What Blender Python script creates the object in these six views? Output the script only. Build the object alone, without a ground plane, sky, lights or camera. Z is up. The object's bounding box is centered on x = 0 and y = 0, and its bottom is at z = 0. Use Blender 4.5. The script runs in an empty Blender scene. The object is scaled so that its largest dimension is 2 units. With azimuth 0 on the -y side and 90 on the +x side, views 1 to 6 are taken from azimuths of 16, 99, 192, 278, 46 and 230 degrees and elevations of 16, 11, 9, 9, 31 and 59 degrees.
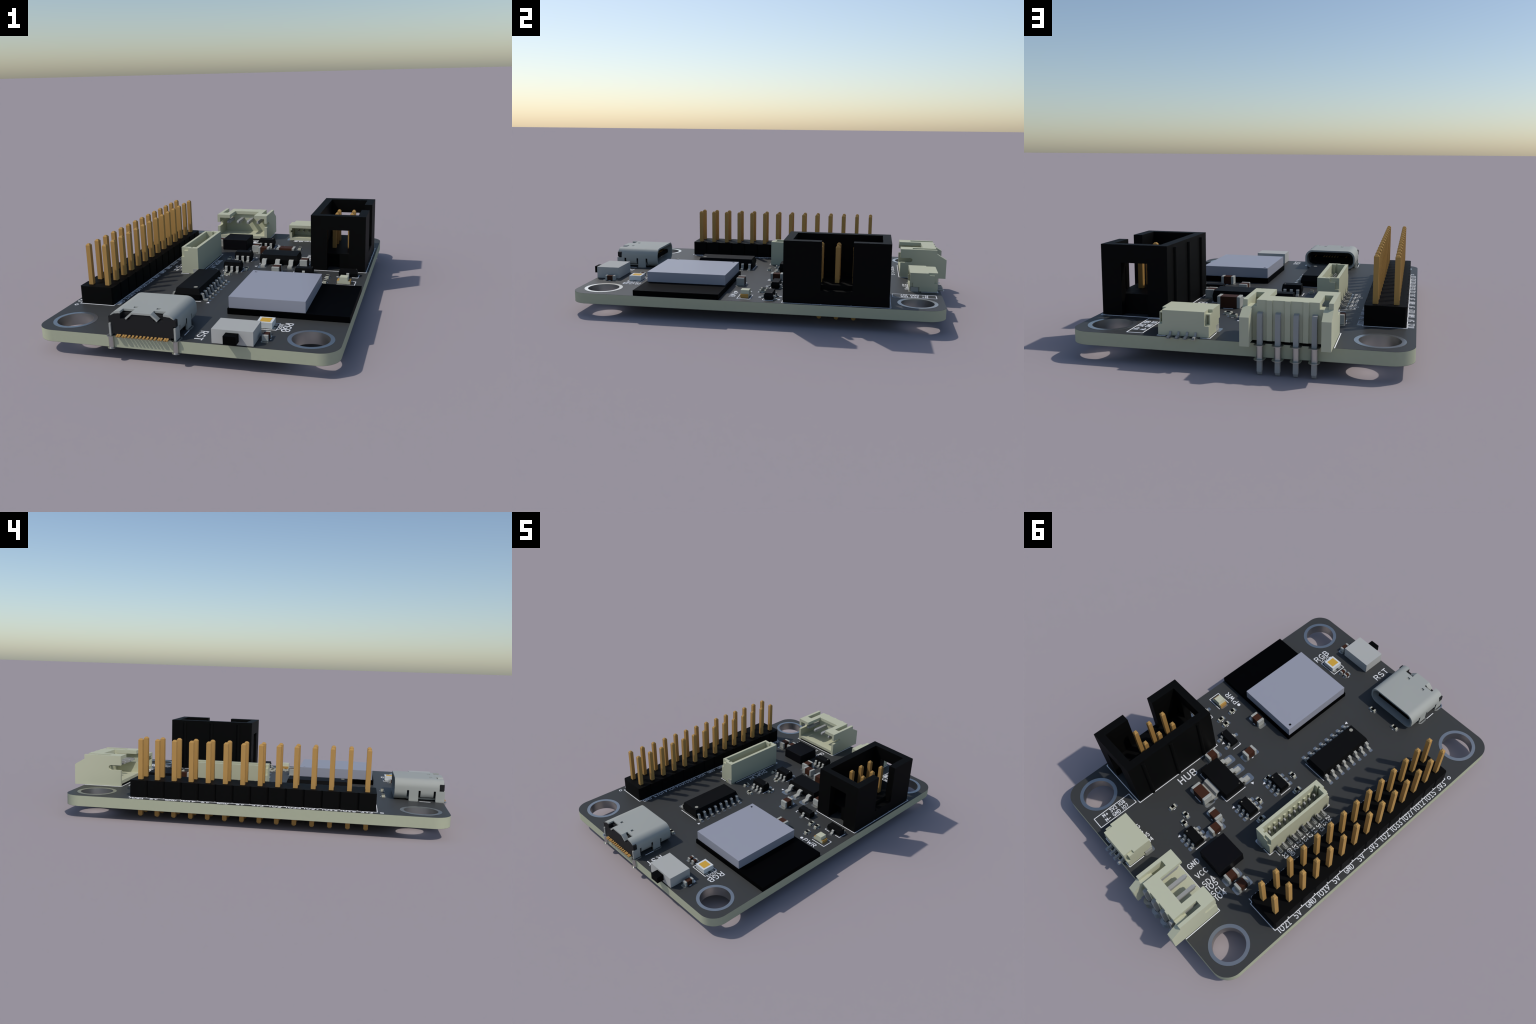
"""A small dark development board with connectors, chips and gold pin rows.
All sizes below are in millimetres of the real board (x, y from the board's
centre, z from the top of the solder mask); S turns them into scene metres."""
import bpy, bmesh, math
from mathutils import Vector, Matrix

S = 0.03415          # scene metres per millimetre
Z_TOP = 0.115        # height of the solder mask above the ground, metres
Y_OFF = -0.012       # the board sits a little off the bounding-box centre
PIN_FOOT = -Z_TOP / S

# ------------------------------------------------------------------ materials
def material(name, rgb, rough=0.6, metal=0.0, spec=0.5, grain=0.0):
    m = bpy.data.materials.new(name)
    m.use_nodes = True
    nt = m.node_tree
    b = nt.nodes["Principled BSDF"]
    b.inputs["Base Color"].default_value = (*rgb, 1)
    b.inputs["Roughness"].default_value = rough
    b.inputs["Metallic"].default_value = metal
    b.inputs["Specular IOR Level"].default_value = spec
    if grain:
        tc = nt.nodes.new("ShaderNodeTexCoord")
        no = nt.nodes.new("ShaderNodeTexNoise")
        no.inputs["Scale"].default_value = 60.0
        no.inputs["Detail"].default_value = 3.0
        ra = nt.nodes.new("ShaderNodeValToRGB")
        ra.color_ramp.elements[0].color = (*[c * (1 - grain) for c in rgb], 1)
        ra.color_ramp.elements[1].color = (*[min(1, c * (1 + grain)) for c in rgb], 1)
        nt.links.new(tc.outputs["Object"], no.inputs["Vector"])
        nt.links.new(no.outputs["Fac"], ra.inputs["Fac"])
        nt.links.new(ra.outputs["Color"], b.inputs["Base Color"])
    return m

M = dict(
    mask=material("solder_mask", (0.049, 0.0505, 0.049), 0.5, 0, 0.26, 0.04),
    fr4=material("glass_fibre_core", (0.425, 0.445, 0.315), 0.8, 0, 0.15, 0.03),
    silk=material("white_ink", (0.92, 0.92, 0.92), 0.7, 0, 0.15),
    pad=material("tinned_copper", (0.52, 0.52, 0.495), 0.36, 1.0),
    cream=material("cream_nylon", (0.545, 0.55, 0.395), 0.7, 0, 0.12),
    black=material("black_plastic", (0.0036, 0.0036, 0.0034), 0.6, 0, 0.06),
    chip=material("chip_epoxy", (0.0045, 0.0045, 0.0046), 0.6, 0, 0.08),
    coil=material("inductor_ferrite", (0.0045, 0.0045, 0.0058), 0.6, 0, 0.08),
    module=material("module_substrate", (0.0006, 0.0006, 0.0008), 0.6, 0, 0.03),
    can=material("shield_can_steel", (0.335, 0.340, 0.39), 0.45, 0.0, 0.35),
    gold=material("gold_pin", (0.475, 0.275, 0.088), 0.6, 0.0, 0.02),
    brown=material("capacitor_ceramic", (0.060, 0.023, 0.013), 0.6, 0, 0.1),
    tin=material("tinned_terminal", (0.41, 0.415, 0.375), 0.6, 0.0, 0.15),
    lead=material("chip_lead", (0.41, 0.41, 0.37), 0.6, 0.0, 0.15),
    ceramic=material("resistor_ceramic", (0.53, 0.52, 0.42), 0.7, 0, 0.12),
    resist=material("resistor_film", (0.0012, 0.0012, 0.0012), 0.7, 0, 0.05),
    shell=material("socket_shell_steel", (0.39, 0.40, 0.365), 0.55, 0.0, 0.12),
    insert=material("socket_insert", (0.019, 0.019, 0.0195), 0.6, 0, 0.1),
    grey=material("connector_pin_metal", (0.36, 0.36, 0.345), 0.55, 0.0, 0.12),
    button=material("button_housing", (0.46, 0.46, 0.43), 0.7, 0, 0.06),
    led_white=material("led_package_white", (0.70, 0.72, 0.70), 0.6, 0, 0.1),
    led_yellow=material("led_phosphor", (0.66, 0.385, 0.055), 0.6, 0, 0.15),
    led_lens=material("led_lens", (0.57, 0.575, 0.42), 0.6, 0, 0.15),
    led_foot=material("led_foot_gold", (0.48, 0.27, 0.07), 0.6, 0, 0.08),
    dot=material("pin_one_dot", (0.34, 0.325, 0.27), 0.7, 0, 0.1),
)

# ------------------------------------------------------------------ mesh tools
def to_mesh(bm, name, mats, smooth=None):
    bmesh.ops.recalc_face_normals(bm, faces=bm.faces[:])
    bmesh.ops.scale(bm, vec=(S, S, S), verts=bm.verts[:])
    me = bpy.data.meshes.new(name)
    bm.to_mesh(me)
    bm.free()
    for k in mats:
        me.materials.append(M[k])
    if smooth is not None:
        me.polygons.foreach_set("use_smooth", [True] * len(me.polygons))
        me.set_sharp_from_angle(angle=math.radians(smooth))
    return me

def box(bm, x0, x1, y0, y1, z0, z1, mat=0, bevel=0.0):
    r = bmesh.ops.create_cube(bm, size=1.0)
    vs = r["verts"]
    for v in vs:
        v.co = Vector(((x0 + x1) / 2 + v.co.x * (x1 - x0),
                       (y0 + y1) / 2 + v.co.y * (y1 - y0),
                       (z0 + z1) / 2 + v.co.z * (z1 - z0)))
    fs = {f for v in vs for f in v.link_faces}
    for f in fs:
        f.material_index = mat
    if bevel:
        es = list({e for v in vs for e in v.link_edges})
        bmesh.ops.bevel(bm, geom=es, offset=bevel, segments=1, affect="EDGES", profile=0.5)
    return vs

AX = {"x": 0, "y": 1, "z": 2}
def prism(bm, loops, w0, w1, axes="xyz", mat=0):
    """Flat outline (first loop) with holes (other loops), extruded w0..w1."""
    a, b, c = (AX[k] for k in axes)
    def place(u, v, w):
        p = [0, 0, 0]
        p[a], p[b], p[c] = u, v, w
        return p
    edges = []
    for lp in loops:
        vs = [bm.verts.new(place(u, v, w0)) for u, v in lp]
        edges += [bm.edges.new((vs[i], vs[(i + 1) % len(vs)])) for i in range(len(vs))]
    n0 = {f for f in bm.faces}
    if len(loops) == 1:
        face = bm.faces.new([e.verts[0] if e.verts[0] in edges[i - 1].verts else e.verts[1]
                             for i, e in enumerate(edges)])
        faces = [face]
    else:
        bmesh.ops.triangle_fill(bm, use_beauty=True, use_dissolve=False, edges=edges)
        faces = [f for f in bm.faces if f not in n0]
    ext = bmesh.ops.extrude_face_region(bm, geom=faces)
    vec = [0, 0, 0]
    vec[c] = w1 - w0
    bmesh.ops.translate(bm, vec=vec, verts=[g for g in ext["geom"] if isinstance(g, bmesh.types.BMVert)])
    for f in bm.faces:
        if f not in n0:
            f.material_index = mat

def circle(cx, cy, r, n=32, r2=None):
    r2 = r if r2 is None else r2
    return [(cx + r * math.cos(2 * math.pi * i / n), cy + r2 * math.sin(2 * math.pi * i / n)) for i in range(n)]

def rounded(x0, x1, y0, y1, r, n=8):
    pts = []
    for cx, cy, a in ((x1 - r, y1 - r, 0), (x0 + r, y1 - r, 90), (x0 + r, y0 + r, 180), (x1 - r, y0 + r, 270)):
        for i in range(n + 1):
            t = math.radians(a + 90 * i / n)
            pts.append((cx + r * math.cos(t), cy + r * math.sin(t)))
    out = []
    for p in pts:
        if not out or (abs(p[0] - out[-1][0]) + abs(p[1] - out[-1][1])) > 1e-6:
            out.append(p)
    if abs(out[0][0] - out[-1][0]) + abs(out[0][1] - out[-1][1]) < 1e-6:
        out.pop()
    return out

def strip(bm, path, thick, w0, w1, axes="xzy", mat=0):
    """A bent ribbon: a 2D path given a thickness, w0..w1 wide."""
    left, right = [], []
    n = len(path)
    for i, p in enumerate(path):
        a = Vector(path[max(i - 1, 0)]); b = Vector(path[min(i + 1, n - 1)]); p = Vector(p)
        d1 = (p - a).normalized() if i else (b - p).normalized()
        d2 = (b - p).normalized() if i < n - 1 else d1
        t = (d1 + d2).normalized()
        nn = Vector((-t.y, t.x))
        k = thick / 2 / max(0.5, nn.dot(Vector((-d1.y, d1.x))))
        left.append(tuple(p + nn * k)); right.append(tuple(p - nn * k))
    prism(bm, [left + right[::-1]], w0, w1, axes, mat)

def lathe(bm, profile, cx=0, cy=0, n=40, mat=0):
    """Closed (r, z) profile spun about a vertical axis."""
    rings = [[bm.verts.new((cx + r * math.cos(2 * math.pi * i / n), cy + r * math.sin(2 * math.pi * i / n), z))
              for r, z in profile] for i in range(n)]
    k = len(profile)
    for i in range(n):
        A, B = rings[i], rings[(i + 1) % n]
        for j in range(k):
            f = bm.faces.new((A[j], B[j], B[(j + 1) % k], A[(j + 1) % k]))
            f.material_index = mat

def post(bm, cx, cy, z0, z1, w, tip=0.25, tip0=None, mat=0):
    """Square pin with tapered ends."""
    h = w / 2
    tip0 = tip if tip0 is None else tip0
    levels = [(z0, h * 0.45), (z0 + tip0, h), (z1 - tip, h), (z1, h * 0.45)]
    rings = [[bm.verts.new((cx + sx * r, cy + sy * r, z)) for sx, sy in ((-1, -1), (1, -1), (1, 1), (-1, 1))]
             for z, r in levels]
    fs = [bm.faces.new(rings[0][::-1]), bm.faces.new(rings[-1])]
    for a, b in zip(rings, rings[1:]):
        for i in range(4):
            fs.append(bm.faces.new((a[i], a[(i + 1) % 4], b[(i + 1) % 4], b[i])))
    for f in fs:
        f.material_index = mat

def carve(solid, tools):
    """Boolean difference of two mm-scale bmeshes, returns a new bmesh."""
    obs = []
    for b in (solid, tools):
        bmesh.ops.recalc_face_normals(b, faces=b.faces[:])
        me = bpy.data.meshes.new("work")
        b.to_mesh(me); b.free()
        ob = bpy.data.objects.new("work", me)
        bpy.context.scene.collection.objects.link(ob)
        obs.append(ob)
    md = obs[0].modifiers.new("cut", "BOOLEAN")
    md.operation, md.solver, md.object, md.use_self = "DIFFERENCE", "EXACT", obs[1], True
    dg = bpy.context.evaluated_depsgraph_get()
    dg.update()
    res = bpy.data.meshes.new_from_object(obs[0].evaluated_get(dg))
    out = bmesh.new()
    out.from_mesh(res)
    for ob in obs:
        me = ob.data
        bpy.data.objects.remove(ob)
        bpy.data.meshes.remove(me)
    bpy.data.meshes.remove(res)
    return out

# ------------------------------------------------------------------ scene tree
root = bpy.data.objects.new("circuit_board", None)
bpy.context.scene.collection.objects.link(root)
root["label"] = "dark microcontroller board with gold pin rows and cream connectors"
root["category"] = "circuit board"

def put(name, me, parent, x=0.0, y=0.0, z=0.0, turn=0.0):
    ob = bpy.data.objects.new(name, me)
    bpy.context.scene.collection.objects.link(ob)
    ob.parent = parent
    if parent is root:
        ob.location = (x * S, y * S + Y_OFF, Z_TOP + z * S)
    else:
        ob.location = (x * S, y * S, z * S)
    ob.rotation_euler = (0, 0, math.radians(turn))
    return ob

# ------------------------------------------------------------------ the board
BW, BL, BR, THICK = 19.91, 27.92, 2.6, 1.57
HOLES = [(16, 24), (-16, 24), (16, -24), (-16, -24)]

def plate(z0, z1, mat, name):
    bm = bmesh.new()
    prism(bm, [rounded(-BW, BW, -BL, BL, BR, 14)] + [circle(x, y, 2.4, 56) for x, y in HOLES], z0, z1)
    return to_mesh(bm, name, [mat], 35)

board = put("printed_board", plate(-THICK, -0.02, "fr4", "board_core"), root)
put("solder_mask", plate(-0.02, 0.0, "mask", "mask_front"), board)
put("solder_mask", plate(-THICK - 0.02, -THICK, "mask", "mask_back"), board)

bm = bmesh.new()
lathe(bm, [(2.39, 0.03), (2.91, 0.03), (2.91, -0.01), (2.405, -0.01), (2.405, -THICK - 0.01), (2.9, -THICK - 0.01),
           (2.9, -THICK - 0.05), (2.39, -THICK - 0.05)], n=64)
ring = to_mesh(bm, "mounting_ring", ["pad"], 35)
for x, y in HOLES:
    put("mounting_ring", ring, board, x, y)

# pads: one mesh per size, laid on the mask
PADS = {}
def pad(x, y, w, l, r=None, z=0.0):
    key = (round(w, 3), round(l, 3), r)
    if key not in PADS:
        bm = bmesh.new()
        rr = min(w, l) * 0.25 if r is None else r
        prism(bm, [rounded(-w / 2, w / 2, -l / 2, l / 2, rr, 5)], 0.0, 0.025)
        PADS[key] = to_mesh(bm, "solder_pad", ["pad"])
    put("solder_pad", PADS[key], board, x, y, z)

# ------------------------------------------------------------------ silkscreen
def ink(name, lines, width, parent, kind=None):
    """Printed strokes: polylines in mm, drawn as low rounded ribs."""
    cu = bpy.data.curves.new(name, "CURVE")
    cu.dimensions = "3D"
    cu.bevel_depth = width / 2
    cu.bevel_resolution = 1
    cu.use_fill_caps = True
    runs = []
    for pts in lines:                       # break strokes at sharp corners
        run = [pts[0]]
        for i in range(1, len(pts)):
            run.append(pts[i])
            if i < len(pts) - 1:
                d1 = (Vector(pts[i]) - Vector(pts[i - 1])).normalized()
                d2 = (Vector(pts[i + 1]) - Vector(pts[i])).normalized()
                if d1.dot(d2) < 0.62:
                    runs.append(run)
                    run = [pts[i]]
        runs.append(run)
    for pts in runs:
        closed = len(pts) > 2 and pts[0] == pts[-1]
        q = list(pts[:-1] if closed else pts)
        if not closed:        # round off the ends a little
            for i, j in ((0, 1), (-1, -2)):
                d = Vector(q[i]) - Vector(q[j])
                q[i] = tuple(Vector(q[i]) + d.normalized() * width * 0.3)
        sp = cu.splines.new("POLY")
        sp.points.add(len(q) - 1)
        for p, c in zip(sp.points, q):
            p.co = (c[0], c[1], 0, 1)
        sp.use_cyclic_u = closed
    tmp = bpy.data.objects.new("work", cu)
    bpy.context.scene.collection.objects.link(tmp)
    dg = bpy.context.evaluated_depsgraph_get()
    dg.update()
    me = bpy.data.meshes.new_from_object(tmp.evaluated_get(dg))
    bpy.data.objects.remove(tmp)
    bpy.data.curves.remove(cu)
    flat = 0.03 / (width / 2)
    for v in me.vertices:
        v.co = (v.co.x * S, v.co.y * S, v.co.z * flat * S)
    me.materials.clear()
    me.materials.append(M["silk"])
    ob = put(name, me, parent)
    if kind:
        ob["kind"] = kind
    return ob

def arc(cx, cy, rx, ry, a0, a1, n=8):
    return [(cx + rx * math.cos(math.radians(a0 + (a1 - a0) * i / n)),
             cy + ry * math.sin(math.radians(a0 + (a1 - a0) * i / n))) for i in range(n + 1)]

# single-stroke letters in a cell one unit high: (advance, strokes)
GLYPH = {
    "A": (0.72, [[(0, 0), (0.30, 1), (0.60, 0)], [(0.11, 0.30), (0.49, 0.30)]]),
    "B": (0.74, [[(0, 0.5), (0.33, 0.5)] + arc(0.33, 0.25, 0.27, 0.25, 90, -90) + [(0, 0), (0, 1)] +
                 arc(0.31, 0.75, 0.24, 0.25, 90, -90)]),
    "C": (0.74, [arc(0.34, 0.5, 0.34, 0.5, 48, 312, 12)]),
    "D": (0.76, [[(0, 0), (0.24, 0)] + arc(0.24, 0.5, 0.36, 0.5, -90, 90, 10) + [(0, 1), (0, 0)]]),
    "G": (0.78, [arc(0.36, 0.5, 0.36, 0.5, 52, 330, 12) + [(0.64, 0.46), (0.40, 0.46)]]),
    "H": (0.76, [[(0, 0), (0, 1)], [(0.58, 0), (0.58, 1)], [(0, 0.52), (0.58, 0.52)]]),
    "I": (0.26, [[(0.04, 0), (0.04, 1)]]),
    "L": (0.60, [[(0, 1), (0, 0), (0.46, 0)]]),
    "M": (0.86, [[(0, 0), (0, 1), (0.33, 0.30), (0.66, 1), (0.66, 0)]]),
    "N": (0.76, [[(0, 0), (0, 1), (0.57, 0), (0.57, 1)]]),
    "O": (0.80, [arc(0.33, 0.5, 0.33, 0.5, 0, 360, 16)]),
    "P": (0.72, [[(0, 0), (0, 1), (0.30, 1)] + arc(0.30, 0.73, 0.27, 0.27, 90, -90) + [(0, 0.46)]]),
    "R": (0.74, [[(0, 0), (0, 1), (0.30, 1)] + arc(0.30, 0.74, 0.27, 0.26, 90, -90) + [(0, 0.48)],
                 [(0.26, 0.48), (0.60, 0)]]),
    "S": (0.70, [arc(0.30, 0.75, 0.26, 0.25, 40, 255, 8) + arc(0.28, 0.26, 0.28, 0.26, 75, -140, 9)]),
    "T": (0.64, [[(0, 1), (0.56, 1)], [(0.28, 1), (0.28, 0)]]),
    "U": (0.76, [[(0, 1), (0, 0.30)] + arc(0.29, 0.30, 0.29, 0.30, 180, 360) + [(0.58, 1)]]),
    "V": (0.70, [[(0, 1), (0.30, 0), (0.60, 1)]]),
    "W": (0.96, [[(0, 1), (0.20, 0), (0.41, 0.72), (0.62, 0), (0.82, 1)]]),
    "Y": (0.70, [[(0, 1), (0.29, 0.48), (0.58, 1)], [(0.29, 0.48), (0.29, 0)]]),
    "0": (0.68, [arc(0.27, 0.5, 0.27, 0.5, 0, 360, 14)]),
    "1": (0.62, [[(0.04, 0.80), (0.24, 1), (0.24, 0)], [(0.02, 0), (0.46, 0)]]),
    "2": (0.66, [arc(0.27, 0.72, 0.26, 0.28, 160, -25, 8) + [(0.02, 0), (0.54, 0)]]),
    "3": (0.66, [[(0.02, 1), (0.50, 1), (0.24, 0.60)] + arc(0.24, 0.30, 0.29, 0.30, 90, -150, 9)]),
    "4": (0.70, [[(0.42, 0), (0.42, 1), (0, 0.30), (0.58, 0.30)]]),
    "5": (0.66, [[(0.48, 1), (0.08, 1), (0.04, 0.56)] + arc(0.25, 0.31, 0.28, 0.31, 120, -145, 9)]),
    "6": (0.68, [[(0.44, 1), (0.14, 0.66)] + arc(0.27, 0.30, 0.27, 0.30, 150, 510, 14)]),
    "7": (0.64, [[(0, 1), (0.52, 1), (0.18, 0)]]),
    "8": (0.68, [arc(0.27, 0.76, 0.22, 0.24, 0, 360, 12), arc(0.27, 0.26, 0.27, 0.26, 0, 360, 12)]),
    "9": (0.68, [[(0.10, 0), (0.40, 0.34)] + arc(0.27, 0.70, 0.27, 0.30, -30, 330, 14)]),
    "+": (0.76, [[(0, 0.42), (0.58, 0.42)], [(0.29, 0.12), (0.29, 0.72)]]),
    "-": (0.76, [[(0, 0.42), (0.58, 0.42)]]),
    " ": (0.55, []),
}

def word(text, x, y, size, length=None, heading="-y", stroke=0.17):
    """Lettering centred on x, y, running along `heading`."""
    pen, strokes = 0.0, []
    for ch in text:
        adv, ls = GLYPH[ch]
        strokes += [[(px * 0.80 + pen, py) for px, py in l] for l in ls]
        pen += adv * 0.80 + 0.13
    pts = [p for l in strokes for p in l]
    u0, u1 = min(p[0] for p in pts), max(p[0] for p in pts)
    k = size if length is None else length / (u1 - u0)
    um = (u0 + u1) / 2
    d = {"-y": ((0, -1), (1, 0)), "+x": ((1, 0), (0, 1)), "-x": ((-1, 0), (0, -1))}[heading]
    out = []
    for l in strokes:
        q = []
        for a, b in l:
            a, b = (a - um) * k, (b - 0.5) * size
            q.append((x + a * d[0][0] + b * d[1][0], y + a * d[0][1] + b * d[1][1]))
        out.append(q)
    ink("lettering", out, stroke, board)

word("RGB", 12.35, -20.85, 1.0, 2.75)
word("IO25", 11.42, -20.9, 0.55, 1.7, stroke=0.09)
word("RST", 2.45, -25.65, 1.0, 2.75)
word("HUB", 9.10, 11.70, 1.15, 3.1, stroke=0.2)
word("PWR", 16.15, -3.28, 0.85, 2.6, "+x", stroke=0.15)
word("M+ 3V3 IO8", 12.33, 23.72, 0.62, 3.95, stroke=0.115)
word("M- GND IO7", 11.42, 23.72, 0.62, 4.05, stroke=0.115)
word("G", 7.32, 22.70, 0.7, stroke=0.125)
word("3V3", 6.25, 23.35, 0.7, stroke=0.125)
word("IO5", 5.22, 22.78, 0.7, stroke=0.125)
word("IO4", 4.25, 22.78, 0.7, stroke=0.125)
for t, x in (("GND", -3.25), ("VCC", -5.20)):
    word(t, x, 20.27, 0.82, 1.85, stroke=0.15)
for t, x in (("SDA", -6.85), ("IO5", -7.70), ("SCL", -8.85), ("IO4", -9.68)):
    word(t, x, 20.27, 0.82, 1.85 if t[0] == "S" else 1.6, stroke=0.15)
word("DISPLAY", -5.93, 4.88, 0.8, 4.5, stroke=0.12)
PIN_Y0, PITCH = 16.62, 2.54
OUTER = ("IO21", "5V", "GND", "IO19", "5V", "GND", "5V", "3V3", "IO2", "IO33", "IO27", "IO12", "IO15", "3V3")
INNER = ("IO22", "5V", "GND", "IO23", "5V", "IO18", "GND", "GND", "IO0", "IO32", "IO26", "IO14", "IO13", "GND")
for i, t in enumerate(OUTER):
    word(t, -19.20, PIN_Y0 - i * PITCH, 0.80, {2: 1.05, 3: 1.55, 4: 1.98}[len(t)], stroke=0.135)
for i, t in enumerate(INNER):
    word(t, -13.22, PIN_Y0 - i * PITCH, 0.72, {2: 1.05, 3: 1.6, 4: 2.1}[len(t)], stroke=0.115)
for i, t in enumerate(("26", "15", "3V3", "14", "12", "13", "27", "32", "GND", "33")):
    n = len(t)
    word(t, -11.42 - (0.2 if n == 3 else 0), 0.40 + i * 0.995, 0.62, 0.85 if n == 2 else 1.25, "-x", stroke=0.115)

L = []                                              # outline strokes
def rect(x0, x1, y0, y1):
    return [(x0, y0), (x1, y0), (x1, y1), (x0, y1), (x0, y0)]
L.append(rect(10.88, 12.84, 20.47, 27.0))           # M+ / M- table
L.append(rect(10.38, 19.5, 4.55, 20.08))            # box header
L.append([(19.5, 10.2), (19.2, 10.2)]); L.append([(19.5, 14.5), (19.2, 14.5)])
L.append(rect(-18.80, -13.55, -17.85, 18.0))        # pin rows
L.append(arc(-19.06, -18.46, 0.24, 0.24, 0, 360, 14)[:-1]); L[-1].append(L[-1][0])
L.append([(-1.93, -3.66), (-6.11, -3.66)]); L.append([(-1.93, -13.75), (-6.11, -13.75)])
L.append([(1.40, 6.22), (1.40, 10.02), (2.67, 10.02)])
L.append([(7.95, 6.22), (7.95, 10.02), (6.7, 10.02)])
for cx, cy in ((-1.92, 2.08), (-1.92, 8.40), (-0.17, 17.60)):
    L.append([(cx - 1.56, cy - 0.95), (cx - 1.56, cy + 0.95)])
    L.append([(cx + 1.56, cy - 0.95), (cx + 1.56, cy + 0.80)])
L.append([(8.30, 1.55), (8.05, 1.55), (8.05, 3.1)]); L.append([(11.35, 1.55), (10.5, 1.55)])
L.append([(15.28, 1.85), (15.28, 1.58), (16.2, 1.58)]); L.append([(17.7, 1.58), (18.58, 1.58), (18.58, 3.1)])
L.append([(-9.15, -24.45), (-9.15, -26.0)]); L.append([(0.35, -24.45), (0.35, -26.0)])
L.append([(-11.38, 27.9), (-11.38, 21.88), (-1.22, 21.88), (-1.22, 27.9)])
L.append([(2.66, 24.96), (2.66, 27.48), (3.7, 27.48)]); L.append([(8.88, 24.96), (8.88, 27.48), (7.9, 27.48)])
L.append([(3.9, 23.05), (7.7, 23.05)])
L.append([(15.80, -0.35), (18.50, -0.35), (18.50, -2.28), (15.80, -2.28)])
L.append([(11.15, -19.70), (7.96, -19.70), (7.96, -22.05), (11.15, -22.05), (11.15, -19.70)])
L.append([(-6.67, -0.08), (-6.67, 9.88)])
L.append([(-8.5, 11.03), (-9.84, 11.03), (-9.84, 9.95), (-10.85, 9.95)])
L.append([(-9.82, -0.10), (-9.82, -1.28), (-8.5, -1.28)])
ink("silkscreen_outline", L, 0.13, board, "stuff")
def disc_mesh(r, name="ink_dot", mat="silk"):
    bm = bmesh.new()
    prism(bm, [circle(0, 0, r, 16)], 0, 0.02)
    return to_mesh(bm, name, [mat])
ring_dot = disc_mesh(0.27)
put("ink_dot", ring_dot, board, 14.27, -3.31)
small = disc_mesh(0.14)
for i in range(13):
    put("ink_dot", small, board, -18.57, PIN_Y0 - (i + 0.5) * PITCH)
bm = bmesh.new()
prism(bm, [[(-0.24, -0.22), (0.24, -0.22), (0, 0.26)]], 0, 0.022)
arrow = to_mesh(bm, "ink_arrow", ["silk"])
for x, y, t in ((1.21, 4.95, -45), (-0.12, 3.62, 0), (-0.12, 9.92, 0), (1.66, 19.07, 0), (10.05, 3.61, 0),
                (-0.75, -13.95, 0)):
    put("ink_arrow", arrow, board, x, y, 0, t)

# ------------------------------------------------------------------ pin header
def pin_rows():
    c = 0.20                                        # notch between neighbouring positions
    right = []
    for i in range(14):
        y0, y1 = (i - 7) * PITCH, (i - 6) * PITCH
        right += [(2.54 - c, y0), (2.54, y0 + c), (2.54, y1 - c)]
    right.append((2.54 - c, 7 * PITCH))
    left = [(-x, -y) for x, y in right]
    bm = bmesh.new()
    prism(bm, [right + left], 0.03, 2.56)
    head = put("pin_header", to_mesh(bm, "pin_header", ["black"]), root, -16.19, PIN_Y0 - 6.5 * PITCH)
    bm = bmesh.new()
    post(bm, 0, 0, -2.97, 8.56, 0.64, 0.22)
    pin = to_mesh(bm, "header_pin", ["gold"])
    for i in range(14):
        yy = (6.5 - i) * PITCH
        for xx in (-1.27, 1.27):
            put("header_pin", pin, head, xx, yy)
    bm = bmesh.new()
    lathe(bm, [(0.5, 0.02), (0.85, 0.02), (0.85, -0.04), (0.5, -0.04)], n=24)
    annulus = to_mesh(bm, "solder_ring", ["pad"])
    for i in range(14):
        for xx in (-1.27, 1.27):
            put("solder_ring", annulus, board, -16.19 + xx, PIN_Y0 - i * PITCH, -THICK - 0.01)
    return annulus
annulus = pin_rows()

# ------------------------------------------------------------------ box header
def box_header():
    X0, X1, Y0, Y1, H = -4.42, 4.38, -7.61, 7.61, 9.10
    bm = bmesh.new()
    box(bm, X0, X1, Y0, Y1, 0.08, H)
    t = bmesh.new()
    box(t, X0 + 1.26, X1 - 1.28, Y0 + 1.22, Y1 - 1.22, 2.62, H + 1)          # cavity
    box(t, X1 - 1.30, X1 + 1, -2.20, 2.33, 1.97, H + 1)                       # key gap
    for sy in (-1, 1):                                                       # end windows
        y2, y3 = sorted((sy * 6.2, sy * 9.0))
        box(t, -1.76, 1.76, y2, y3, 2.62, 6.80)
        x0, x1 = (-1.76, 0.12) if sy < 0 else (-1.76, 1.76)
        box(t, x0, x1, *sorted((sy * (5.0 if sy < 0 else 6.4), sy * 9.0)), -1, 2.5)
        box(t, -1.76, 1.76, *sorted((sy * 6.4, sy * 9.0)), -1, 3.0)
    bm = carve(bm, t)
    for gy in (-5.1, 0.0, 5.1):                                              # half-round ribs
        prism(bm, [circle(X0 + 0.03, gy, 0.33, 16)], 0.10, 8.70)
    me = to_mesh(bm, "box_header", ["black"], 30)
    ob = put("box_header", me, root, 14.94, 12.28)
    bm = bmesh.new()
    post(bm, 0, 0, -2.97, 8.08, 0.64, 0.24)
    pin = to_mesh(bm, "box_header_pin", ["gold"])
    for xx in (-1.27, 1.27):
        for k in (-1, 0, 1):
            put("header_pin", pin, ob, xx, k * PITCH)
            put("solder_ring", annulus, board, 14.94 + xx, 12.28 + k * PITCH, -THICK - 0.01)
box_header()

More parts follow.
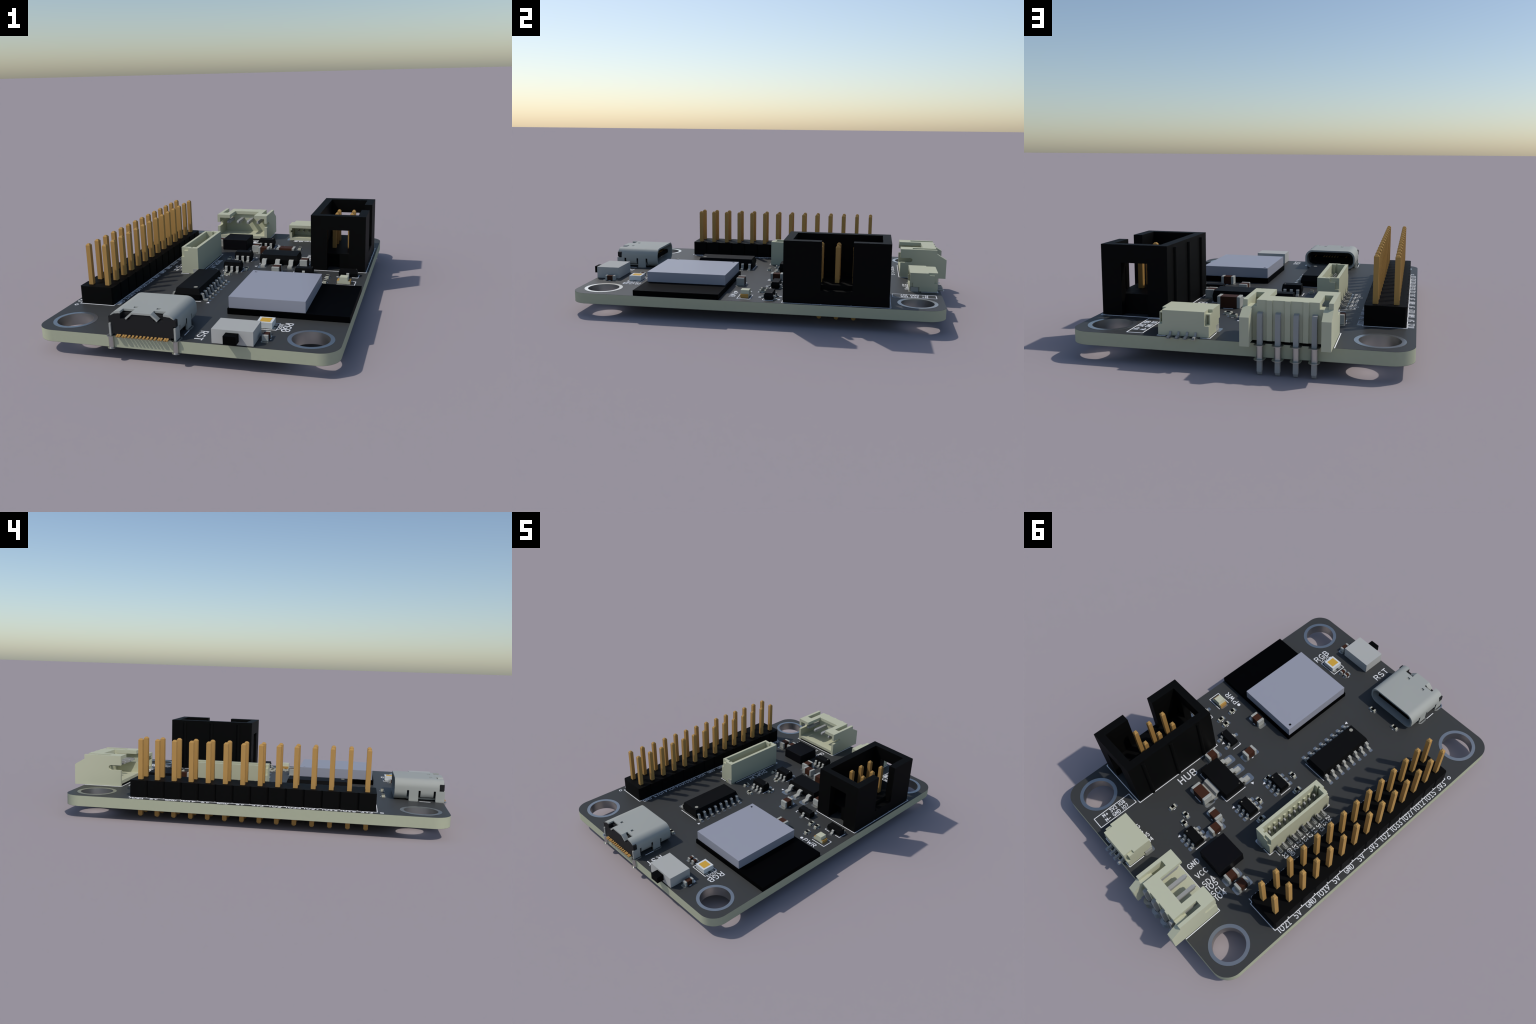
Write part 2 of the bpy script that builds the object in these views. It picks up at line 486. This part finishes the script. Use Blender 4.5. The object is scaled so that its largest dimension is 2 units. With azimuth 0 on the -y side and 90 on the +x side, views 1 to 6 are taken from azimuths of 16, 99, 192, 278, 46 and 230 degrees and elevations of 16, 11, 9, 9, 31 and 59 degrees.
# ------------------------------------------------------------------ side-entry socket with through pins
def through_socket():
    """Cream four-way connector that overhangs the board edge."""
    CX, CY = -6.3, 22.0
    hw = 4.95                                       # half width
    bm = bmesh.new()
    side = [(0, 0.02), (7.62, 0.02), (7.62, 3.22), (6.03, 4.17), (6.03, 4.85), (0, 4.85)]
    prism(bm, [side], -hw, hw, "yzx")
    t = bmesh.new()
    box(t, -3.90, 3.90, 5.95, 9, -1, 6)                                      # open rear, side cheeks stay
    box(t, -hw + 0.50, hw - 0.50, -1, 4.1, 0.86, 4.26)                       # plug cavity
    box(t, -2.42, 2.48, -1, 3.76, 3.9, 6)                                    # cut-out in the roof
    box(t, -hw + 0.52, hw - 0.52, 0.5, 7.0, -1, 0.34)                        # clearance under the floor
    box(t, -hw + 0.52, hw - 0.52, -1, 0.6, -1, 0.34)
    for sx in (-1, 1):
        x0, x1 = sorted((sx * (hw - 0.52), sx * (hw - 1.50)))
        box(t, x0, x1, 2.0, 6.7, 4.13, 6)                                    # roof slit
        box(t, x0, x1, 2.0, 4.55, 3.9, 5)
        x0, x1 = sorted((sx * (hw + 1), sx * (hw - 0.7)))
        slot = [(-1, 2.56), (1.62, 2.56)] + arc(1.62, 2.96, 0.40, 0.40, -90, 90, 8) + [(-1, 3.36)]
        prism(t, [slot], x0, x1, "yzx")
    bm = carve(bm, t)
    for rx in (-2.0, 0.0, 2.0):                                              # rear ribs between the pins
        box(bm, rx - 0.30, rx + 0.30, 5.8, 6.10, 0.36, 4.845)
    ob = put("through_hole_socket", to_mesh(bm, "through_hole_socket", ["cream"], 30), root, CX, CY)
    bm = bmesh.new()
    path = [(0.85, 3.28), (5.9, 3.28), (6.22, 3.20), (6.30, 2.9), (6.30, -3.0)]
    strip(bm, path, 0.56, -0.28, 0.28, "yzx")
    prism(bm, [[(6.02, -2.999), (6.58, -2.999), (6.46, -3.25), (6.36, PIN_FOOT), (6.24, PIN_FOOT), (6.14, -3.25)]], -0.24, 0.24, "yzx")
    prism(bm, [[(0.8501, 3.0), (0.8501, 3.56), (0.55, 3.42), (0.55, 3.14)]], -0.2, 0.2, "yzx")
    pin = to_mesh(bm, "socket_pin", ["grey"], 30)
    bm = bmesh.new()
    lathe(bm, [(0.355, 0.0), (0.395, 0.0), (0.395, -THICK), (0.355, -THICK)], n=24)
    barrel = to_mesh(bm, "plated_barrel", ["pad"], 35)
    bm = bmesh.new()
    prism(bm, [rounded(-0.62, 0.62, -0.87, 0.87, 0.60, 7), circle(0, 0, 0.37, 24)], 0.0, 0.035)
    collar = to_mesh(bm, "pad_collar", ["pad"])
    for xx in (-3, -1, 1, 3):
        put("socket_pin", pin, ob, xx, 0)
        put("plated_barrel", barrel, board, CX + xx, CY + 6.30)
        put("pad_collar", collar, board, CX + xx, CY + 6.30, 0.0)
        put("pad_collar", collar, board, CX + xx, CY + 6.30, -THICK - 0.055)
through_socket()

# ------------------------------------------------------------------ small side-entry socket
def small_socket():
    CX, Y0, Y1, H = 5.78, 23.15, 27.40, 2.97
    hw = 3.0
    bm = bmesh.new()
    box(bm, -hw, hw, 0, Y1 - Y0, 0.06, H)
    t = bmesh.new()
    d = Y1 - Y0
    box(t, -hw + 0.55, hw - 0.55, -1, 2.6, 0.55, 2.45)
    box(t, -hw + 0.30, hw - 0.30, -1, 1.2, 1.55, 2.0)
    for sx in (-1, 1):
        x = lambda a, b: sorted((sx * (hw - a), sx * (hw + b)))
        box(t, *x(0.50, 1), d - 0.52, d + 1, 1.36, 4)
        box(t, *x(0.50, 1), d - 1.45, d + 1, 2.62, 4)
        x0, x1 = sorted((sx * (hw - 0.10), sx * (hw - 0.42)))
        box(t, x0, x1, d - 0.95, d - 0.4, 1.45, 2.5)
        box(t, *x(0.14, 1), -1, 0.50, -1, 1.38)
        box(t, *x(0.28, 1), -1, 1.48, -1, 0.76)
    bm = carve(bm, t)
    ob = put("edge_socket", to_mesh(bm, "edge_socket", ["cream"], 30), root, CX, Y0)
    bm = bmesh.new()
    strip(bm, [(d - 0.4, 0.50), (d + 0.08, 0.48), (d + 0.22, 0.16), (d + 0.98, 0.14)], 0.2, -0.12, 0.12, "yzx")
    strip(bm, [(1.4, 1.5), (2.7, 1.5)], 0.2, -0.1, 0.1, "yzx")
    lead = to_mesh(bm, "socket_pin", ["grey"], 30)
    for k in (-1.5, -0.5, 0.5, 1.5):
        put("socket_pin", lead, ob, k, 0)
        pad(CX + k, 27.78, 0.60, 1.55)
    bm = bmesh.new()
    box(bm, -0.12, 0.12, 0.1, 1.3, 0.03, 0.72)
    foot = to_mesh(bm, "anchor_foot", ["lead"])
    for sx in (-1, 1):
        put("anchor_foot", foot, ob, sx * 2.82, 0.05)
        pad(CX + sx * 2.80, 23.85, 1.2, 1.75)
small_socket()

# ------------------------------------------------------------------ ten-way upright socket
def upright_socket():
    CX, CY, H = -8.32, 4.87, 4.30
    X0, X1, HL = -1.43, 1.44, 6.0
    bm = bmesh.new()
    box(bm, X0, X1, -HL, HL, 0.06, H)
    t = bmesh.new()
    box(t, -1.02, 0.94, -HL + 0.78, HL - 0.78, 1.3, 6)
    for sy in (-1, 1):
        y = lambda a: sorted((sy * (HL - a), sy * (HL + 1)))
        box(t, -2, -0.23, *y(0.34), 3.80, 6)
        box(t, -2, -0.93, *y(0.34), 2.80, 6)
        box(t, 0.10, 0.42, *sorted((sy * (HL - 0.45), sy * (HL - 1.2))), 1.6, 6)
    for gy in (-5.28, -2.70, -0.20, 2.35, 4.90):
        arch = [(gy - 0.45, -1), (gy + 0.45, -1), (gy + 0.45, 0.35), (gy + 0.28, 0.66), (gy, 0.78), (gy - 0.3, 0.74), (gy - 0.45, 0.6)]
        prism(t, [arch], -2, X0 + 0.18, "yzx")
    bm = carve(bm, t)
    for k in range(9):                             # ribs between the contacts
        prism(bm, [circle(0.90, -4.0 + k, 0.22, 12)], 1.2, 3.05)
    ob = put("upright_socket", to_mesh(bm, "upright_socket", ["cream"], 30), root, CX, CY)
    bm = bmesh.new()
    strip(bm, [(0.50, 1.2), (0.50, 2.85), (0.35, 3.0), (0.15, 2.9), (0.15, 1.2)], 0.15, -0.12, 0.12, "xzy")
    strip(bm, [(-1.2, 0.45), (-1.55, 0.40), (-1.66, 0.14), (-2.22, 0.12)], 0.2, -0.13, 0.13, "xzy")
    lead = to_mesh(bm, "socket_pin", ["grey"], 30)
    for k in range(10):
        put("socket_pin", lead, ob, 0, -4.5 + k)
        pad(CX - 1.68, CY - 4.5 + k, 1.55, 0.60)
    bm = bmesh.new()
    box(bm, -0.42, 0.42, -0.06, 0.10, 0.03, 0.8)
    foot = to_mesh(bm, "anchor_foot", ["lead"])
    for sy in (-1, 1):
        put("anchor_foot", foot, ob, 0.95, sy * (HL + 0.0))
        pad(CX + 0.85, CY + sy * 5.75, 1.75, 1.15)
upright_socket()

# ------------------------------------------------------------------ radio module
def radio_module():
    bm = bmesh.new()
    box(bm, -8.28, 8.28, -6.52, 6.52, 0.04, 0.84)
    ob = put("radio_module", to_mesh(bm, "radio_module", ["module"]), root, 11.62, -11.28)
    bm = bmesh.new()
    box(bm, -8.13, 2.42, -6.26, 6.24, 0.84, 2.43)
    t = bmesh.new()
    box(t, -7.65, -7.28, 5.25, 5.62, 2.30, 3)
    bm = carve(bm, t)
    can = put("shield_can", to_mesh(bm, "shield_can", ["can"]), ob)
    bm = bmesh.new()
    box(bm, -7.64, -7.29, 5.26, 5.61, 2.25, 2.32)
    put("pin_one_mark", to_mesh(bm, "pin_one_mark", ["resist"]), ob)
radio_module()

# ------------------------------------------------------------------ usb socket
def usb_socket():
    CX, CZ = -4.40, 1.70
    W, Hh = 4.47, 1.62
    def outline(g, n=9):
        return rounded(-W + g, W - g, CZ - Hh + g, CZ + Hh - g, 1.30 - g * 0.8, n)
    bm = bmesh.new()
    prism(bm, [outline(0), outline(0.28)], -27.95, -20.65, "xzy")
    t = bmesh.new()
    box(t, -6, 6, -30, -27.30, -1, 2.62)                       # only the roof reaches the rear edge
    for sx in (-1, 1):
        x0, x1 = sorted((sx * 1.30, sx * 2.90))
        box(t, x0, x1, -30, -26.95, 2.6, 5)                    # notches beside the rear tab
    box(t, -1.5, 1.5, -30, -27.55, 2.6, 5)
    for sx in (-1, 1):
        x0, x1 = sorted((sx * 3.6, sx * 6))
        for yy in (-24.38, -22.66, -26.62):
            box(t, x0, x1, yy - 0.16, yy + 0.16, -1, 1.62)     # slits beside the legs
        box(t, x0, x1, -26.7, -24.3, -1, 0.62)
        prism(t, [[(sx * 1.55 - 0.28, -25.95), (sx * 1.55 + 0.28, -25.95), (sx * 1.55 + 0.22, -26.4), (sx * 1.55 - 0.22, -26.4)]], 3.1, 5)
    bm = carve(bm, t)
    # bent rear tab and the four legs
    strip(bm, [(-2.13, 2.42), (-1.28, 3.19), (1.28, 3.19), (2.13, 2.42)], 0.24, -28.10, -27.30, "xzy")
    for sx in (-1, 1):
        x0, x1 = sorted((sx * (W - 0.24), sx * (W + 0.01)))
        for y0, y1 in ((-24.22, -22.82), (-28.12, -26.78)):
            prism(bm, [[(y0, 1.66), (y1, 1.66), (y1, 0.2), (y1 - 0.18, -0.9), (y0 + 0.18, -0.9), (y0, 0.2)]], x0, x1, "yzx")
    ob = put("usb_socket", to_mesh(bm, "usb_socket", ["shell"], 30), root, CX, 0)
    bm = bmesh.new()
    back = [(-3.75, 0.12), (3.75, 0.12), (3.75, 0.30), (4.12, 0.30), (4.12, 1.80), (4.50, 1.80), (4.50, 2.62), (4.15, 2.74),
            (3.7, 2.98), (2.9, 3.02), (2.9, 2.35), (1.6, 2.35), (1.6, 3.02), (-1.6, 3.02), (-1.6, 2.35), (-2.9, 2.35), (-2.9, 3.02), (-3.7, 2.98), (-4.15, 2.74), (-4.50, 2.62), (-4.50, 1.80), (-4.12, 1.80), (-4.12, 0.30), (-3.75, 0.30)]
    prism(bm, [back], -28.0, -27.34, "xzy")
    box(bm, -3.95, 3.95, -27.3, -23.4, 0.5, 2.9)
    put("socket_insulator", to_mesh(bm, "socket_insulator", ["insert"]), ob)
    bm = bmesh.new()
    box(bm, -3.35, 3.35, -24.0, -21.15, 1.35, 2.05, 0, 0.08)
    put("contact_tongue", to_mesh(bm, "contact_tongue", ["resist"]), ob)
    bm = bmesh.new()
    box(bm, -0.10, 0.10, -23.5, -21.5, 2.03, 2.08)
    stripe = to_mesh(bm, "tongue_contact", ["gold"])
    for xx in (-2.8, -1.25, -0.75, -0.25, 0.25, 0.75, 1.25, 2.8):
        put("tongue_contact", stripe, ob, xx, 0)
    def tail(w):
        bm = bmesh.new()
        strip(bm, [(-27.6, 0.22), (-27.99, 0.20), (-28.10, 0.12), (-28.42, 0.11)], 0.14, -w / 2, w / 2, "yzx")
        return to_mesh(bm, "contact_tail", ["gold"])
    thin, wide = tail(0.26), tail(0.26)
    xs = [-1.75 + 0.5 * i for i in range(8)]
    for xx in xs:
        put("contact_tail", thin, ob, xx, 0)
        pad(CX + xx, -27.86, 0.32, 1.34)
    for xx in (-3.2, -2.4, 2.4, 3.2):
        for dx in (-0.16, 0.16):
            put("contact_tail", wide, ob, xx + dx, 0)
        pad(CX + xx, -27.86, 0.62, 1.34)
    for sx in (-1, 1):
        for yc, half in ((-27.52, 0.78), (-23.52, 0.72)):
            bm = bmesh.new()
            prism(bm, [rounded(-0.36, 0.36, -half, half, 0.355, 7), rounded(-0.32, 0.32, -half + 0.04, half - 0.04, 0.315, 7)], -THICK - 0.02, 0.01)
            prism(bm, [rounded(-0.54, 0.54, -half - 0.17, half + 0.17, 0.53, 7), rounded(-0.34, 0.34, -half + 0.02, half - 0.02, 0.335, 7)], 0.0, 0.035)
            prism(bm, [rounded(-0.54, 0.54, -half - 0.17, half + 0.17, 0.53, 7), rounded(-0.34, 0.34, -half + 0.02, half - 0.02, 0.335, 7)], -THICK - 0.06, -THICK - 0.025)
            put("plated_slot", to_mesh(bm, "plated_slot", ["pad"], 35), board, CX + sx * 4.35, yc)
usb_socket()

# ------------------------------------------------------------------ reset button
def reset_button():
    bm = bmesh.new()
    box(bm, -2.62, 2.62, -1.87, 1.87, 0.06, 1.90)
    ob = put("reset_button", to_mesh(bm, "reset_button", ["button"]), root, 7.14, -25.88)
    bm = bmesh.new()
    box(bm, -0.80, 0.82, -3.05, -1.5, 0.50, 1.58)
    put("button_plunger", to_mesh(bm, "button_plunger", ["resist"]), ob)
reset_button()

# ------------------------------------------------------------------ lights
def lights():
    bm = bmesh.new()
    box(bm, -1.02, 1.02, -0.98, 0.98, 0.06, 0.86)
    ob = put("colour_led", to_mesh(bm, "colour_led", ["led_white"]), root, 9.56, -20.89)
    bm = bmesh.new()
    box(bm, -0.69, 0.69, -0.69, 0.69, 0.80, 0.875)
    put("led_window", to_mesh(bm, "led_window", ["led_yellow"]), ob)
    for dx in (-1, 1):
        for dy in (-1, 1):
            pad(9.56 + dx * 0.95, -20.89 + dy * 0.55, 0.85, 0.62)
    bm = bmesh.new()
    prism(bm, [[(-0.98, 0.05), (0.98, 0.05), (0.98, 0.50), (0.66, 0.50), (0.58, 1.08), (-0.58, 1.08), (-0.66, 0.50), (-0.98, 0.50)]],
          -0.63, 0.63, "xzy")
    ob = put("power_led", to_mesh(bm, "power_led", ["led_lens"]), root, 16.80, -1.28)
    bm = bmesh.new()
    box(bm, 0.72, 1.02, -0.60, 0.60, 0.035, 0.53)
    foot = to_mesh(bm, "led_foot", ["led_foot"])
    put("led_foot", foot, ob)
    put("led_foot", foot, ob, turn=180)
    pad(15.90, -1.28, 0.95, 1.35); pad(17.70, -1.28, 0.95, 1.35)
lights()

# ------------------------------------------------------------------ capacitors and resistors
def chip_part(l, w, h, e, kind):
    bm = bmesh.new()
    if kind == "capacitor":
        box(bm, -l / 2 + e * 0.5, l / 2 - e * 0.5, -w / 2 + 0.03, w / 2 - 0.03, 0.07, h - 0.03)
        body = to_mesh(bm, "capacitor", ["brown"])
    else:
        box(bm, -l / 2 + e * 0.5, l / 2 - e * 0.5, -w / 2 + 0.012, w / 2 - 0.012, 0.05, h - 0.02)
        body = to_mesh(bm, "resistor", ["ceramic"])
    bm = bmesh.new()
    b = 0.045 if kind == "capacitor" else 0.0
    box(bm, l / 2 - e, l / 2, -w / 2, w / 2, 0.035, h, 0, b * (l / 2.0))
    term = to_mesh(bm, "terminal", ["tin" if kind == "capacitor" else "ceramic"])
    extra = None
    if kind == "resistor":
        bm = bmesh.new()
        box(bm, -l / 2 + e, l / 2 - e, -w / 2 + 0.02, w / 2 - 0.02, h - 0.05, h + 0.012)
        extra = to_mesh(bm, "resistor_film", ["resist"])
    return body, term, extra

SIZES = {"1206": (3.2, 1.6, 1.6, 0.50, 1.25, 1.8), "0805": (2.0, 1.25, 1.25, 0.42, 1.05, 1.45),
         "0603": (1.6, 0.8, 0.8, 0.33, 0.85, 0.95), "0402": (1.0, 0.5, 0.5, 0.24, 0.56, 0.62)}
CAPS = {k: chip_part(*v[:4], "capacitor") for k, v in SIZES.items()}
RES = chip_part(1.0, 0.5, 0.36, 0.24, "resistor")

DASH = []
def place(name, parts, size, x, y, along):
    l = SIZES[size][0]
    body, term, extra = parts
    turn = 0 if along == "x" else 90
    ob = put(name, body, root, x, y, 0, turn)
    put("terminal", term, ob)
    put("terminal", term, ob, turn=180)
    if extra:
        put("resistor_film", extra, ob)
    pl, pw = SIZES[size][4], SIZES[size][5]
    off = l / 2 - 0.02 if l > 1.2 else 0.48
    for sg in (-1, 1):
        if along == "x":
            pad(x + sg * off, y, pl, pw)
        else:
            pad(x, y + sg * off, pw, pl)
    g = SIZES[size][1] / 2 + (0.12 if size != "0402" else 0.14)
    d = 0.14 if size != "1206" else 0.65
    for sg in (-1, 1):
        if along == "x":
            DASH.append([(x - d, y + sg * g), (x + d, y + sg * g)])
        else:
            DASH.append([(x + sg * g, y - d), (x + sg * g, y + d)])

for size, x, y, along in (("1206", 4.72, 12.15, "x"), ("0805", 9.50, -3.40, "x"), ("0805", 9.10, 6.58, "y"),
                          ("0805", 5.47, 1.80, "y"), ("0805", 0.50, 12.95, "x"), ("0805", -1.24, 14.30, "y"),
                          ("0805", -8.72, 17.38, "y"), ("0805", -10.72, 17.12, "y"), ("0603", 10.68, -25.05, "y"),
                          ("0402", 7.20, -21.10, "y"), ("0402", 6.25, -21.12, "y")):
    place("capacitor", CAPS[size], size, x, y, along)
for x, y, along in ((13.90, -1.60, "y"), (13.90, 0.85, "y"), (12.60, 0.85, "y"), (6.22, 16.80, "y"), (3.80, 16.12, "x"),
                    (2.85, 17.18, "x"), (-1.92, 6.22, "x"), (-4.48, 8.08, "y"), (0.14, 2.62, "y"), (-2.12, -0.68, "x"),
                    (-4.52, 0.62, "y"), (-1.88, -19.12, "x"), (-6.82, -19.10, "x")):
    place("resistor", RES, "0402", x, y, along)
ink("silkscreen_dash", DASH, 0.12, board, "stuff")

# ------------------------------------------------------------------ chips
def wedge_body(lx, ly, h, draft, zb=0.10, zm=0.5, name="chip_body"):
    """Moulded package: widest at the parting line, tapering up and down."""
    bm = bmesh.new()
    zmid = zb + (h - zb) * zm
    rows = []
    for z, k in ((zb, draft * 0.8), (zmid, 0.0), (h, draft)):
        a, b = lx / 2 - k, ly / 2 - k
        rows.append([bm.verts.new(p) for p in ((-a, -b, z), (a, -b, z), (a, b, z), (-a, b, z))])
    bm.faces.new(rows[0][::-1]); bm.faces.new(rows[-1])
    for r, q in zip(rows, rows[1:]):
        for i in range(4):
            bm.faces.new((r[i], r[(i + 1) % 4], q[(i + 1) % 4], q[i]))
    return to_mesh(bm, name, ["chip"])

def gull(reach, zroot, w, thick, inset):
    """Gull-wing lead leaving the body at x = 0 and running to x = reach."""
    bm = bmesh.new()
    foot = reach * 0.48
    path = [(-inset, zroot), (reach * 0.16, zroot), (reach * 0.30, zroot - 0.06), (reach - foot - 0.1, 0.20),
            (reach - foot + 0.05, 0.05 + thick / 2), (reach, 0.035 + thick / 2)]
    strip(bm, path, thick, -w / 2, w / 2, "xzy")
    return to_mesh(bm, "chip_lead", ["lead"], 40)

def dot_mesh(r):
    bm = bmesh.new()
    prism(bm, [circle(0, 0, r, 20)], 0, 0.02)
    return to_mesh(bm, "pin_one_dot", ["dot"])

# sixteen-lead interface chip
soic = put("interface_chip", wedge_body(3.90, 9.90, 1.78, 0.26, 0.12, 0.48), root, -4.02, -8.66)
lead16 = gull(1.05, 0.95, 0.42, 0.22, 0.2)
for i in range(8):
    yy = (i - 3.5) * 1.27
    put("chip_lead", lead16, soic, 1.93, yy)
    put("chip_lead", lead16, soic, -1.93, yy, turn=180)
    pad(-4.02 + 2.55, -8.66 + yy, 1.75, 0.60); pad(-4.02 - 2.55, -8.66 + yy, 1.75, 0.60)
put("pin_one_dot", dot_mesh(0.30), soic, 1.0, -4.0, 1.775)

# three six-lead chips
body6 = wedge_body(2.95, 1.62, 1.55, 0.13, 0.12, 0.5)
lead6 = gull(0.62, 0.84, 0.42, 0.16, 0.15)
lead3 = gull(0.62, 0.60, 0.42, 0.15, 0.15)
dot6 = dot_mesh(0.10)
for cx, cy in ((-1.92, 2.08), (-1.92, 8.40), (-0.17, 17.60)):
    ob = put("regulator_chip", body6, root, cx, cy)
    for k in (-0.95, 0, 0.95):
        put("chip_lead", lead6, ob, k, 0.79, turn=90)
        put("chip_lead", lead6, ob, k, -0.79, turn=-90)
        pad(cx + k, cy + 1.22, 0.62, 1.20); pad(cx + k, cy - 1.22, 0.62, 1.20)
    put("pin_one_dot", dot6, ob, 1.02, 0.36, 1.545)

# two three-lead transistors
body3 = wedge_body(2.92, 1.32, 1.06, 0.10, 0.10, 0.5)
for cx, cy in ((9.92, 2.36), (16.98, 2.42)):
    ob = put("transistor", body3, root, cx, cy)
    for k, sg in ((-0.95, 1), (0.95, 1), (0, -1)):
        put("chip_lead", lead3, ob, k, sg * 0.64, turn=90 * sg)
        pad(cx + k, cy + sg * 1.05, 0.62, 1.30)
    put("pin_one_dot", dot_mesh(0.05), ob, 1.2, 0.4, 1.055)

# power regulator with a wide tab
reg = put("power_regulator", wedge_body(6.56, 3.55, 1.66, 0.16, 0.10, 0.5), root, 4.63, 8.18)
lead223 = gull(1.75, 0.88, 0.74, 0.28, 0.2)
for k in (-2.3, 0, 2.3):
    put("chip_lead", lead223, reg, k, -1.75, turn=-90)
    pad(4.63 + k, 8.18 - 3.15, 1.5, 2.0)
tab = gull(1.75, 0.88, 3.05, 0.28, 0.2)
put("regulator_tab", tab, reg, 0, 1.75, turn=90)
pad(4.63, 8.18 + 3.15, 3.8, 2.0)
put("pin_one_dot", dot_mesh(0.07), reg, -2.85, -1.2, 1.655)

# power inductor
bm = bmesh.new()
box(bm, -2.26, 2.26, -2.24, 2.24, 0.05, 1.96, 0, 0.05)
put("power_inductor", to_mesh(bm, "power_inductor", ["coil"]), root, -5.43, 16.48)
